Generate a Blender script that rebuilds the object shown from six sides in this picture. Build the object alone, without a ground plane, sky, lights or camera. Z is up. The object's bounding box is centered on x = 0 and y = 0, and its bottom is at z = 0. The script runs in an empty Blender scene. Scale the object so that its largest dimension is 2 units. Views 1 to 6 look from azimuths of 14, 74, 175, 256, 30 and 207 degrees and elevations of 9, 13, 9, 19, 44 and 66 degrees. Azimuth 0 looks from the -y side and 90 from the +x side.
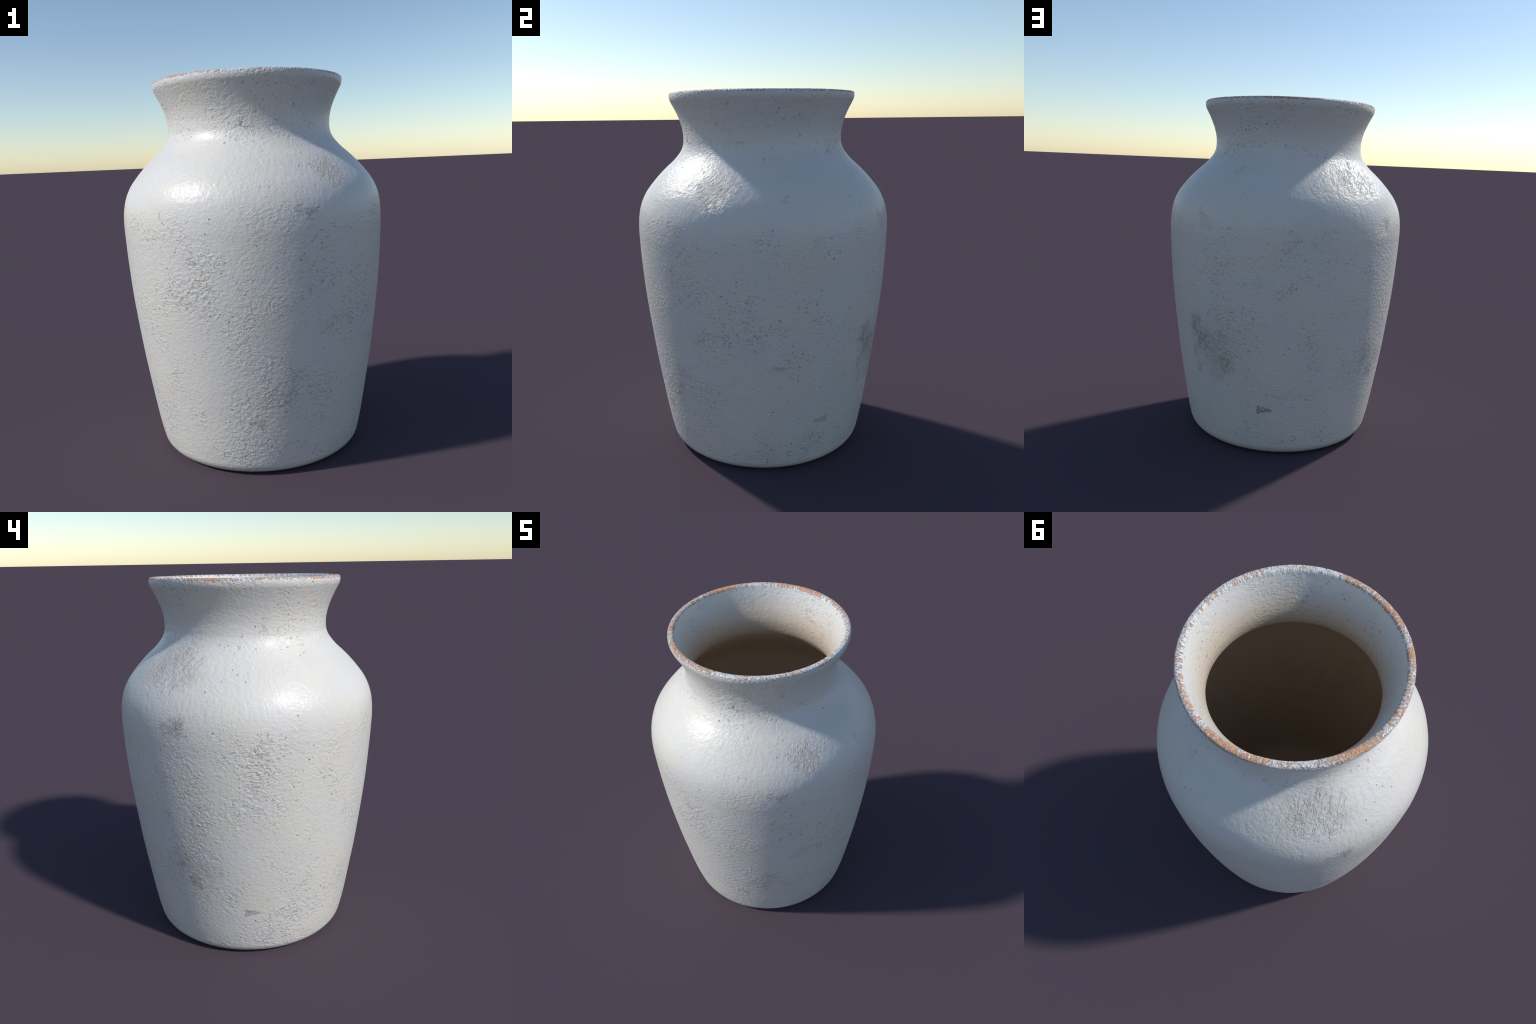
"""A tall white-glazed earthenware vase with a flared neck, worn to bare clay along the lip."""
import bpy
import math
import numpy as np

COLUMNS = 960                      # vertices round the vase

# ---------------------------------------------------------------- profile
# (radius, height) of the thrown wall: under the foot, up the outside, over the lip
OUTSIDE = [(0.001, 0.0), (0.24, 0.0), (0.44, 0.0), (0.478, 0.0), (0.496, 0.0012), (0.512, 0.0055),
           (0.530, 0.016), (0.5435, 0.029), (0.5525, 0.042), (0.5585, 0.056),
           (0.5645, 0.080), (0.5735, 0.120), (0.5832, 0.170), (0.5952, 0.240), (0.6110, 0.340),
           (0.6360, 0.500), (0.6620, 0.700), (0.6843, 0.900), (0.6980, 1.080), (0.7040, 1.200),
           (0.7058, 1.270), (0.7008, 1.340), (0.6870, 1.400), (0.6590, 1.460), (0.6226, 1.510),
           (0.5785, 1.560), (0.5375, 1.600), (0.5040, 1.630), (0.4765, 1.660), (0.4562, 1.688),
           (0.4432, 1.720), (0.4403, 1.750), (0.4420, 1.790), (0.4540, 1.843), (0.4772, 1.900), (0.4975, 1.940),
           (0.5078, 1.961), (0.5112, 1.980), (0.5092, 1.9935), (0.5035, 1.9985), (0.4940, 2.0)]
# over the crest, down the inside of the neck, into the hollow, across the floor
INSIDE = [(0.4850, 1.9990), (0.4785, 1.9955), (0.4735, 1.988), (0.4690, 1.975), (0.4590, 1.950),
          (0.4390, 1.900), (0.4150, 1.840), (0.4030, 1.790), (0.4055, 1.740), (0.4170, 1.700),
          (0.4380, 1.668), (0.4640, 1.636), (0.5060, 1.590), (0.5500, 1.545), (0.5960, 1.490),
          (0.6300, 1.440), (0.6530, 1.385), (0.6660, 1.320), (0.6690, 1.240), (0.6620, 1.080),
          (0.6480, 0.900), (0.6260, 0.700), (0.6000, 0.500), (0.5750, 0.340), (0.5560, 0.220),
          (0.5400, 0.140), (0.5150, 0.085), (0.4700, 0.056), (0.4200, 0.046), (0.2200, 0.042), (0.001, 0.042)]


def smooth_line(points, step_of):
    """Centripetal Catmull-Rom curve through the points, resampled to the wanted step."""
    p = np.array(points, float)
    p = np.vstack([2 * p[0] - p[1], p, 2 * p[-1] - p[-2]])
    dense = []
    for i in range(1, len(p) - 2):
        a, b, c, d = p[i - 1:i + 3]
        t0 = 0.0
        t1 = t0 + np.linalg.norm(b - a) ** 0.5
        t2 = t1 + np.linalg.norm(c - b) ** 0.5
        t3 = t2 + np.linalg.norm(d - c) ** 0.5
        t = np.linspace(t1, t2, 60, endpoint=False)[:, None]
        a1 = (t1 - t) / (t1 - t0) * a + (t - t0) / (t1 - t0) * b
        a2 = (t2 - t) / (t2 - t1) * b + (t - t1) / (t2 - t1) * c
        a3 = (t3 - t) / (t3 - t2) * c + (t - t2) / (t3 - t2) * d
        b1 = (t2 - t) / (t2 - t0) * a1 + (t - t0) / (t2 - t0) * a2
        b2 = (t3 - t) / (t3 - t1) * a2 + (t - t1) / (t3 - t1) * a3
        dense.append((t2 - t) / (t2 - t1) * b1 + (t - t1) / (t2 - t1) * b2)
    dense = np.vstack(dense + [p[-2][None]])
    dense[:, 1] = np.clip(dense[:, 1], 0.0, 2.0)
    gap = np.linalg.norm(np.diff(dense, axis=0), axis=1)
    weight = gap / np.array([step_of(r, z) for r, z in (dense[1:] + dense[:-1]) / 2])
    s = np.concatenate([[0], np.cumsum(weight)])
    n = int(round(s[-1]))
    q = np.linspace(0, s[-1], n + 1)
    return np.column_stack([np.interp(q, s, dense[:, 0]), np.interp(q, s, dense[:, 1])])


def step_outside(r, z):
    if z < 0.002 and r < 0.45:
        return 0.02
    return 0.0022 if z > 1.955 else 0.0046


def step_inside(r, z):
    return 0.0022 if z > 1.955 else (0.006 if z > 1.6 else 0.016)


outer = smooth_line(OUTSIDE, step_outside)
inner = smooth_line([OUTSIDE[-1]] + INSIDE, step_inside)[1:]
profile = np.vstack([outer, inner])
rows, crest = len(profile), len(outer) - 1
tangent = np.gradient(profile, axis=0)
tangent /= np.linalg.norm(tangent, axis=1)[:, None]
out_r, out_z = tangent[:, 1], -tangent[:, 0]           # normal of the wall in the (r, z) plane

angle = np.arange(COLUMNS) * (2 * math.pi / COLUMNS)   # azimuth, 0 on the -y axis, towards +x
ring = np.column_stack([np.sin(angle), -np.cos(angle)])


# ---------------------------------------------------------------- relief of the wall
def hash3(i, j, k, seed):
    h = (i.astype(np.int64) * 374761393 + j.astype(np.int64) * 668265263
         + k.astype(np.int64) * 2147483647 + seed * 1274126177) & 0xFFFFFFFF
    h = ((h ^ (h >> 13)) * 1274126177) & 0xFFFFFFFF
    h = h ^ (h >> 16)
    return (h & 0xFFFF) / 65535.0 * 2 - 1


def value_noise(p, scale, seed):
    q = p * scale
    f = np.floor(q)
    t = q - f
    t = t * t * (3 - 2 * t)
    i, j, k = f[..., 0], f[..., 1], f[..., 2]
    total = 0
    for a in (0, 1):
        for b in (0, 1):
            for c in (0, 1):
                w = (t[..., 0] if a else 1 - t[..., 0]) * (t[..., 1] if b else 1 - t[..., 1]) \
                    * (t[..., 2] if c else 1 - t[..., 2])
                total = total + w * hash3(i + a, j + b, k + c, seed)
    return total


def ramp(x, a, b):
    t = np.clip((x - a) / (b - a), 0, 1)
    return t * t * (3 - 2 * t)


P = np.empty((rows, COLUMNS, 3))
P[..., :2] = profile[:, None, 0:1] * ring[None]
P[..., 2] = profile[:, 1:2]
N = np.empty_like(P)
N[..., :2] = out_r[:, None, None] * ring[None]
N[..., 2] = out_z[:, None]

patchy = ramp(value_noise(P, 4.5, 11) + 0.5 * value_noise(P, 10, 12), -0.15, 0.75)
relief = 0.0011 * value_noise(P, 3.0, 1) + 0.0004 * value_noise(P, 13, 2)
relief += patchy * (0.00028 * value_noise(P, 45, 3) + 0.0002 * value_noise(P, 95, 4))
pits = ramp(value_noise(P, 62, 5), 0.62, 0.9) * patchy
relief -= 0.0013 * pits
# the lip is nicked where the glaze has broken away
Q = np.empty_like(P)
Q[..., :2] = ring[None] * 0.49
Q[..., 2] = 0.75 * (profile[:, None, 0] - profile[:, None, 1])
lip = ramp(P[..., 2], 1.968, 1.988)
nick = ramp(value_noise(Q, 95, 6) + 0.6 * value_noise(Q, 40, 7) + 0.4 * value_noise(Q, 9, 8), 0.25, 0.7)
relief -= lip * 0.0009 * nick
steady = ramp(P[..., 2], 0.0, 0.03)                    # keep the foot flat on the ground
steady[crest + 30:] = 1.0
relief *= steady
P += N * relief[..., None]
P[..., 2] = np.clip(P[..., 2], 0.0, 2.0)

# ---------------------------------------------------------------- one surface, cut into its parts
grid = np.arange(rows * COLUMNS).reshape(rows, COLUMNS)


def quads(first, last):
    a = grid[first:last]
    b = grid[first + 1:last + 1]
    return np.stack([a, np.roll(a, -1, 1), np.roll(b, -1, 1), b], -1).reshape(-1, 4)


def build_mesh(name, points, faces, caps):
    me = bpy.data.meshes.new(name)
    me.vertices.add(len(points))
    me.vertices.foreach_set("co", points.astype(np.float32).ravel())
    loops = np.concatenate([faces.ravel()] + [np.asarray(c) for c in caps])
    sizes = np.concatenate([np.full(len(faces), 4)] + [[len(c)] for c in caps]).astype(np.int32)
    me.loops.add(len(loops))
    me.loops.foreach_set("vertex_index", loops.astype(np.int32))
    me.polygons.add(len(sizes))
    me.polygons.foreach_set("loop_start", np.concatenate([[0], np.cumsum(sizes)[:-1]]).astype(np.int32))
    me.update(calc_edges=True)
    me.validate()
    me.polygons.foreach_set("use_smooth", np.ones(len(me.polygons), bool))
    return me


all_points = P.reshape(-1, 3)
foot_cap, floor_cap = grid[0][::-1], grid[-1]
whole = build_mesh("whole", all_points, quads(0, rows - 1), [foot_cap, floor_cap])
normals = np.empty(len(all_points) * 3, np.float32)
whole.vertex_normals.foreach_get("vector", normals)
normals = normals.reshape(-1, 3)
bpy.data.meshes.remove(whole)

out_heights = profile[:crest + 1, 1]


def row_at(height):
    return int(np.argmin(np.abs(out_heights - height)))


foot_row = int(np.argmin(np.abs(profile[:row_at(0.2), 0] - 0.500)))
lip_inside = crest + int(np.argmin(np.abs(profile[crest:crest + 60, 1] - 1.974)))
parts = [("foot", 0, foot_row), ("body", foot_row, row_at(1.30)), ("shoulder", row_at(1.30), row_at(1.70)),
         ("neck", row_at(1.70), row_at(1.966)), ("lip", row_at(1.966), lip_inside),
         ("hollow", lip_inside, rows - 1)]


# ---------------------------------------------------------------- materials
class Graph:
    def __init__(self, material):
        material.use_nodes = True
        self.tree = material.node_tree
        self.tree.nodes.clear()

    def node(self, kind, inputs=(), **settings):
        n = self.tree.nodes.new(kind)
        for k, v in settings.items():
            setattr(n, k, v)
        for k, v in dict(inputs).items():
            self.set(n.inputs[k], v)
        return n

    def set(self, socket, v):
        if isinstance(v, bpy.types.NodeSocket):
            self.tree.links.new(v, socket)
        else:
            socket.default_value = v

    def math(self, op, a, b=0.0, c=0.0, clamp=False):
        return self.node("ShaderNodeMath", {0: a, 1: b, 2: c}, operation=op, use_clamp=clamp).outputs[0]

    def vec(self, op, a, b=(0, 0, 0)):
        return self.node("ShaderNodeVectorMath", {0: a, 1: b}, operation=op).outputs[0]

    def scale(self, a, s):
        n = self.node("ShaderNodeVectorMath", {0: a}, operation="SCALE")
        self.set(n.inputs["Scale"], s)
        return n.outputs[0]

    def length(self, a):
        return self.node("ShaderNodeVectorMath", {0: a}, operation="LENGTH").outputs["Value"]

    def noise(self, vector, scale, detail=2.0, rough=0.5, distort=0.0, colour=False):
        n = self.node("ShaderNodeTexNoise", {"Vector": vector, "Scale": scale, "Detail": detail,
                                             "Roughness": rough, "Distortion": distort})
        return n.outputs["Color" if colour else "Fac"]

    def range(self, x, a, b, lo=0.0, hi=1.0, smooth=True):
        n = self.node("ShaderNodeMapRange", {0: x, 1: a, 2: b, 3: lo, 4: hi},
                      interpolation_type="SMOOTHSTEP" if smooth else "LINEAR")
        return n.outputs[0]

    def mix(self, f, a, b, blend="MIX"):
        n = self.node("ShaderNodeMix", data_type="RGBA", blend_type=blend)
        self.set(n.inputs[0], f)
        self.set(n.inputs[6], a if isinstance(a, bpy.types.NodeSocket) else (*a, 1))
        self.set(n.inputs[7], b if isinstance(b, bpy.types.NodeSocket) else (*b, 1))
        return n.outputs[2]

    def place(self, vector, azimuth, radius, height, half_width, half_height, tilt=0.0):
        """Distance from a spot on the wall, 1 at the edge of an ellipse of the given half axes."""
        a = math.radians(azimuth)
        n = self.node("ShaderNodeMapping", {"Vector": vector, "Location": (radius * math.sin(a), -radius * math.cos(a), height),
                                            "Rotation": (0.0, math.radians(tilt), a),
                                            "Scale": (half_width, max(half_width, half_height) * 1.6, half_height)},
                      vector_type="TEXTURE")
        return n.outputs[0]


def radius_at(height):
    return float(np.interp(height, out_heights[foot_row:], profile[foot_row:crest + 1, 0]))


# dirt rubbed into the glaze: azimuth, height, half width, half height, strength
STAINS = [(128, 0.715, 0.080, 0.115, 0.72), (133, 0.650, 0.105, 0.095, 0.82), (146, 0.545, 0.075, 0.085, 0.78),
          (126, 0.560, 0.030, 0.080, 0.55), (140, 0.610, 0.170, 0.180, 0.45), (139, 0.470, 0.11, 0.06, 0.30), (128, 0.470, 0.025, 0.060, 0.60),
          (229, 0.474, 0.065, 0.065, 0.70), (224, 0.590, 0.075, 0.110, 0.50), (236, 0.540, 0.110, 0.100, 0.36),
          (44, 0.770, 0.060, 0.050, 0.22), (80, 0.640, 0.050, 0.025, 0.35),
          (133.4, 1.362, 0.036, 0.042, 0.60), (137, 1.330, 0.060, 0.050, 0.25), (227.4, 1.350, 0.042, 0.048, 0.60),
          (146, 1.600, 0.030, 0.024, 0.40), (84, 1.486, 0.018, 0.018, 0.55), (54, 1.535, 0.030, 0.016, 0.35),
          (219, 1.625, 0.120, 0.090, 0.38), (208, 1.575, 0.090, 0.100, 0.26), (228, 1.560, 0.110, 0.085, 0.28),
          (8.9, 1.742, 0.010, 0.020, 0.80), (171.8, 1.742, 0.016, 0.026, 0.75), (62, 1.738, 0.022, 0.008, 0.80),
          (276, 1.752, 0.010, 0.010, 0.60), (268, 1.770, 0.050, 0.050, 0.30), (150, 1.86, 0.05, 0.03, 0.2)]
# spots where the skin of the glaze is scuffed or cratered: azimuth, height, half width, half height, strength
SCUFFS = [(52, 1.505, 0.085, 0.085, 1.3), (64, 0.95, 0.22, 0.20, 1.0), (350, 0.95, 0.22, 0.30, 0.8), (30, 1.28, 0.16, 0.10, 0.6),
          (226, 0.84, 0.20, 0.26, 1.5), (231, 0.46, 0.24, 0.22, 1.2), (262, 1.15, 0.30, 0.22, 1.1),
          (214, 1.58, 0.20, 0.18, 1.3), (283, 1.80, 0.18, 0.12, 1.2), (20, 0.45, 0.20, 0.28, 1.0),
          (5, 0.16, 0.22, 0.12, 1.0), (186, 1.12, 0.20, 0.20, 0.9), (228, 1.17, 0.15, 0.13, 1.4),
          (285, 0.35, 0.3, 0.25, 0.9), (3, 1.78, 0.16, 0.12, 1.0), (340, 1.2, 0.25, 0.2, 0.7)]
# strokes scraped into the wet slip: azimuth, height, half width, half height, lean, depth
SCRAPES = [(52, 1.505, 0.10, 0.095, -36, 0.95), (218, 1.575, 0.17, 0.12, -20, 0.42),
           (36, 1.335, 0.07, 0.035, 75, 0.40), (226, 1.30, 0.10, 0.05, -70, 0.40)]
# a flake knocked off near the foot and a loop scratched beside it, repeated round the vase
FLAKES = [(166.8, 0.289, 1, 0.90), (256.4, 0.293, 1, 0.55), (103.2, 0.293, -1, 0.45), (13.3, 0.298, -1, 0.40)]
LOOPS = [(-3.5, 0.119, 1), (86.8, 0.116, 1), (183.5, 0.116, -1), (273.8, 0.118, -1)]


def glaze(name, bottom, top, has_lip=False, is_hollow=False):
    """The glaze between two heights; marks that reach into that band are put in, so they run on across part borders."""
    def here(marks):
        return [k for k in marks if k[1] + 1.5 * k[3] > bottom and k[1] - 1.5 * k[3] < top]

    stains, scuffs, scrapes = here(STAINS), here(SCUFFS), here(SCRAPES)
    flakes = FLAKES if bottom < 0.3 < top else []
    loops = LOOPS if bottom < 0.12 < top else []
    m = bpy.data.materials.new(name)
    g = Graph(m)
    pos = g.node("ShaderNodeTexCoord").outputs["Object"]
    xyz = g.node("ShaderNodeSeparateXYZ", {0: pos}).outputs
    height = xyz["Z"]

    # wobble of the borders
    wobble = g.vec("SUBTRACT", g.noise(pos, 26, 5, 0.65, colour=True), (0.5, 0.5, 0.5))
    frayed = g.vec("ADD", pos, g.scale(wobble, 0.14))
    slight = g.vec("ADD", pos, g.scale(wobble, 0.022))

    # ---- relief
    cluster = g.noise(pos, 4.2, 4, 0.6)
    rough = g.range(cluster, 0.44, 0.64)
    calm = g.math("MULTIPLY", g.range(height, 1.28, 1.40), g.range(height, 1.70, 1.62))
    rough = g.math("MULTIPLY", g.math("MULTIPLY_ADD", rough, 0.62, 0.38), g.math("MULTIPLY_ADD", calm, -0.42, 1.0))
    if not is_hollow:
        scuffed = None
        ragged_pos = g.vec("ADD", pos, g.scale(g.vec("SUBTRACT", g.noise(pos, 9, 4, 0.65, colour=True), (0.5, 0.5, 0.5)), 0.35))
        for az, z, w, h, s in scuffs:
            d = g.length(g.place(ragged_pos, az, radius_at(z), z, w, h))
            patch = g.range(d, 1.1, 0.3, 0.0, s)
            scuffed = patch if scuffed is None else g.math("ADD", scuffed, patch)
    if not is_hollow:
        broken_up = g.range(g.noise(pos, 14, 5, 0.68), 0.38, 0.62, 0.10, 1.1)
        scuffed = 0.0 if scuffed is None else scuffed
        rough = g.math("MULTIPLY_ADD", g.math("MULTIPLY", scuffed, broken_up), 0.48, rough)
    flat = g.node("ShaderNodeMapping", {"Vector": slight, "Scale": (1.0, 1.0, 1.35)}).outputs[0]
    ripple = g.noise(flat, 48, 3, 0.58, 0.0)
    grain = g.noise(pos, 150, 2, 0.6)
    # round pores, few, and ragged hollows, many
    bead = g.node("ShaderNodeTexVoronoi", {"Vector": slight, "Scale": 48.0, "Randomness": 1.0})
    chosen = g.node("ShaderNodeSeparateColor", {0: bead.outputs["Color"]}).outputs[0]
    keep = g.math("GREATER_THAN", g.math("MULTIPLY_ADD", rough, 0.16, chosen), 1.05)
    pit = g.math("MULTIPLY", g.range(bead.outputs["Distance"], 0.34, 0.08), keep)
    ragged = g.noise(flat, 60, 4, 0.58, 0.0)
    pit2 = g.range(g.math("MULTIPLY_ADD", g.math("SUBTRACT", rough, 0.9), 0.115, ragged), 0.595, 0.70)
    pit2 = g.math("MULTIPLY", pit2, g.math("MULTIPLY_ADD", calm, -0.75, 1.0))
    relief = g.math("MULTIPLY", g.math("SUBTRACT", ripple, 0.5), rough)
    relief = g.math("MULTIPLY_ADD", g.math("SUBTRACT", grain, 0.5), g.math("MULTIPLY", rough, 0.25), relief)
    relief = g.math("MULTIPLY_ADD", pit, -0.45, relief)
    relief = g.math("MULTIPLY_ADD", pit2, -0.46, relief)
    drag = g.node("ShaderNodeMapping", {"Vector": slight, "Scale": (1.0, 1.0, 0.30)}).outputs[0]
    relief = g.math("MULTIPLY_ADD", g.math("SUBTRACT", g.noise(drag, 42, 2), 0.5), g.math("MULTIPLY", calm, 0.34), relief)
    if not is_hollow:
        for az, z, w, h, tilt, s in scrapes:
            q = g.place(pos, az, radius_at(z), z, w, h)
            wavy = g.length(g.place(frayed, az, radius_at(z), z, w, h))
            stroke = g.node("ShaderNodeMapping", {"Vector": q, "Rotation": (0, math.radians(tilt), 0), "Scale": (1, 1, 1)}).outputs[0]
            stroke = g.vec("MULTIPLY", stroke, (7.5, 0.0, 2.4))
            cut = g.range(g.noise(stroke, 1.0, 4, 0.65, 1.0), 0.47, 0.62)
            relief = g.math("MULTIPLY_ADD", g.math("MULTIPLY", cut, g.range(wavy, 1.05, 0.6)), -s, relief)

    # ---- colour
    tone = g.range(g.noise(pos, 5.0, 4, 0.6), 0.36, 0.64)
    colour = g.mix(tone, (0.692, 0.666, 0.600), (0.682, 0.658, 0.632))
    cloud = g.range(g.noise(pos, 2.3, 5, 0.62), 0.40, 0.72)
    colour = g.mix(g.math("MULTIPLY", cloud, 0.30), colour, (0.600, 0.570, 0.525))
    fine = g.range(g.noise(pos, 38, 4, 0.7), 0.62, 0.78)
    colour = g.mix(g.math("MULTIPLY", g.math("MULTIPLY", fine, rough), 0.14), colour, (0.40, 0.385, 0.36))
    colour = g.mix(g.math("MULTIPLY", pit, g.range(chosen, 0.86, 1.0, 0.10, 0.60, False)), colour, (0.25, 0.235, 0.21))
    colour = g.mix(g.math("MULTIPLY", g.math("MULTIPLY", pit2, rough), 0.11), colour, (0.33, 0.315, 0.29))  # ragged hollows tinted darker, cavity shade painted into the colour

    if not is_hollow:
        grime = None
        for az, z, w, h, s in stains:
            d = g.length(g.place(frayed, az, radius_at(z), z, w, h))
            one = g.range(d, 1.15, 0.20, 0.0, s)
            grime = one if grime is None else g.math("MAXIMUM", grime, one)
        mottled = g.range(g.noise(pos, 46, 6, 0.74), 0.40, 0.60, 0.22, 1.1)
        colour = g.mix(g.math("MULTIPLY", grime or 0.0, mottled), colour, (0.31, 0.27, 0.215))
        chip = None
        fretted = g.vec("ADD", pos, g.scale(g.vec("SUBTRACT", g.noise(pos, 40, 4, 0.65, colour=True), (0.5, 0.5, 0.5)), 0.020))
        dappled = g.range(g.noise(pos, 55, 4, 0.7), 0.35, 0.55, 0.45, 1.0)
        for az, z, turn, s in flakes:
            q = g.place(fretted, az, radius_at(z), z, 0.045, 0.028)
            part = g.node("ShaderNodeSeparateXYZ", {0: q}).outputs
            along = g.math("MULTIPLY", part["X"], -float(turn))     # wide end first
            half = g.math("MULTIPLY_ADD", along, 0.40, 0.55)
            inside = g.math("MULTIPLY", g.range(g.math("SUBTRACT", g.math("ABSOLUTE", part["Z"]), half), 0.32, -0.28),
                            g.math("MULTIPLY", g.range(along, 0.86, 0.78), g.range(along, -1.1, -0.95)))
            near = g.math("LESS_THAN", g.math("ABSOLUTE", part["Y"]), 1.5)
            inside = g.math("MULTIPLY", g.math("MULTIPLY", inside, near), s)
            chip = inside if chip is None else g.math("MAXIMUM", chip, inside)
        colour = g.mix(g.math("MULTIPLY", chip or 0.0, dappled), colour, (0.27, 0.25, 0.205))
        relief = g.math("MULTIPLY_ADD", chip or 0.0, -0.5, relief)
        for az, z, turn in loops:
            q = g.place(pos, az, radius_at(z), z, 0.019, 0.015)
            part = g.node("ShaderNodeSeparateXYZ", {0: q}).outputs
            d = g.length(q)
            line = g.range(g.math("ABSOLUTE", g.math("SUBTRACT", d, 0.9)), 0.16, 0.04)
            line = g.math("MULTIPLY", line, g.range(g.math("MULTIPLY", part["X"], float(turn)), 0.75, 0.45))
            relief = g.math("MULTIPLY_ADD", line, -0.5, relief)
            colour = g.mix(g.math("MULTIPLY", line, 0.35), colour, (0.30, 0.29, 0.27))

    shine = g.range(rough, 0.3, 1.3, 0.375, 0.47)
    shine = g.math("MULTIPLY_ADD", g.math("SUBTRACT", g.noise(pos, 14, 3), 0.5), 0.12, shine)

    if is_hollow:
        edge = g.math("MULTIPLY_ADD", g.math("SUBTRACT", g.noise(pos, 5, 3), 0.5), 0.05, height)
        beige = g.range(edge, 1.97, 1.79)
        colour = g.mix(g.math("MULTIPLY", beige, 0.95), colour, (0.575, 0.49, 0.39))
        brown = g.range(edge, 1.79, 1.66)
        bare = g.mix(g.noise(pos, 30, 4), (0.525, 0.420, 0.300), (0.575, 0.470, 0.345))  # mottled brown of the inner wall below the throat
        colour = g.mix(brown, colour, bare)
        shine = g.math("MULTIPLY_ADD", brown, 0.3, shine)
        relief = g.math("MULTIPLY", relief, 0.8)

    # ---- bare clay where the glaze has worn off: the lip, and a touch at the foot
    if has_lip:
        round_ = g.vec("NORMALIZE", g.vec("MULTIPLY", pos, (1, 1, 0)))
        across = g.math("SUBTRACT", g.length(g.vec("MULTIPLY", pos, (1, 1, 0))), height)
        strip = g.vec("ADD", g.scale(round_, 0.49), g.node("ShaderNodeCombineXYZ", {2: g.math("MULTIPLY", across, 0.80)}).outputs[0])
        broken = g.noise(strip, 95, 5, 0.74, 0.2)
        amount = g.noise(strip, 5.5, 2)
        bias = g.math("MULTIPLY_ADD", g.math("SUBTRACT", amount, 0.5), 0.30, broken)
        a = g.length(g.place(pos, 232, 0.49, 1.99, 0.16, 0.03))
        bias = g.math("MULTIPLY_ADD", g.range(a, 1.3, 0.2), 0.085, bias)
        top = g.range(height, 1.978, 1.992)
        bias = g.math("ADD", bias, g.math("MULTIPLY_ADD", top, 0.30, -0.30))
        worn = g.range(bias, 0.518, 0.545)
        halo = g.range(bias, 0.475, 0.518)
        crust = g.mix(g.range(g.noise(pos, 70, 3), 0.35, 0.65), (0.70, 0.340, 0.170), (0.60, 0.340, 0.205))
        pale = g.range(height, 1.974, 1.986)
        colour = g.mix(g.math("MULTIPLY", pale, 0.75), colour, (0.670, 0.680, 0.690))
        grit = g.range(g.noise(strip, 130, 3, 0.6), 0.60, 0.70)
        colour = g.mix(g.math("MULTIPLY", g.math("MULTIPLY", grit, pale), 0.18), colour, (0.24, 0.22, 0.23))
        colour = g.mix(g.math("MULTIPLY", halo, 0.25), colour, (0.66, 0.49, 0.40))
        colour = g.mix(worn, colour, crust)
        shine = g.math("MULTIPLY_ADD", worn, 0.35, shine)
        relief = g.math("MULTIPLY_ADD", worn, -0.9, relief)
        relief = g.math("MULTIPLY_ADD", g.math("MULTIPLY", g.math("SUBTRACT", g.noise(strip, 120, 3), 0.5), pale), 0.8, relief)
    elif not is_hollow:
        low = g.math("MULTIPLY_ADD", g.math("SUBTRACT", g.noise(pos, 24, 4, 0.6), 0.5), 0.05, height)
        some = g.range(g.noise(pos, 4.0, 2), 0.47, 0.62)
        colour = g.mix(g.math("MULTIPLY", g.range(low, 0.012, 0.0), some), colour, (0.50, 0.29, 0.19))

    bump = g.node("ShaderNodeBump", {"Strength": 1.0, "Distance": 0.0066, "Height": relief})
    bsdf = g.node("ShaderNodeBsdfPrincipled", {"Base Color": colour, "Roughness": shine, "Normal": bump.outputs[0]})
    bsdf.inputs["IOR"].default_value = 1.5
    out = g.node("ShaderNodeOutputMaterial", {0: bsdf.outputs[0]})
    return m


skins = {"foot": glaze("foot_glaze", 0.0, 0.05), "body": glaze("body_glaze", 0.0, 1.30),
         "shoulder": glaze("shoulder_glaze", 1.30, 1.70), "neck": glaze("neck_glaze", 1.70, 1.97),
         "lip": glaze("chipped_lip_glaze", 1.96, 2.0, has_lip=True),
         "hollow": glaze("brown_interior", 0.0, 2.0, is_hollow=True)}

# ---------------------------------------------------------------- objects
vase = bpy.data.objects.new("vase", None)
vase.empty_display_size = 0.3
vase["label"] = "tall weathered white glazed clay vase with flared neck"
vase["category"] = "vase"
bpy.context.scene.collection.objects.link(vase)

for name, first, last in parts:
    start, stop = first * COLUMNS, (last + 1) * COLUMNS
    caps = []
    if first == 0:
        caps.append(foot_cap)
    if last == rows - 1:
        caps.append(floor_cap)
    me = build_mesh(name, all_points[start:stop], quads(first, last) - start, [np.asarray(c) - start for c in caps])
    me.normals_split_custom_set_from_vertices(normals[start:stop].tolist())
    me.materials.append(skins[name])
    ob = bpy.data.objects.new(name, me)
    ob.parent = vase
    bpy.context.scene.collection.objects.link(ob)
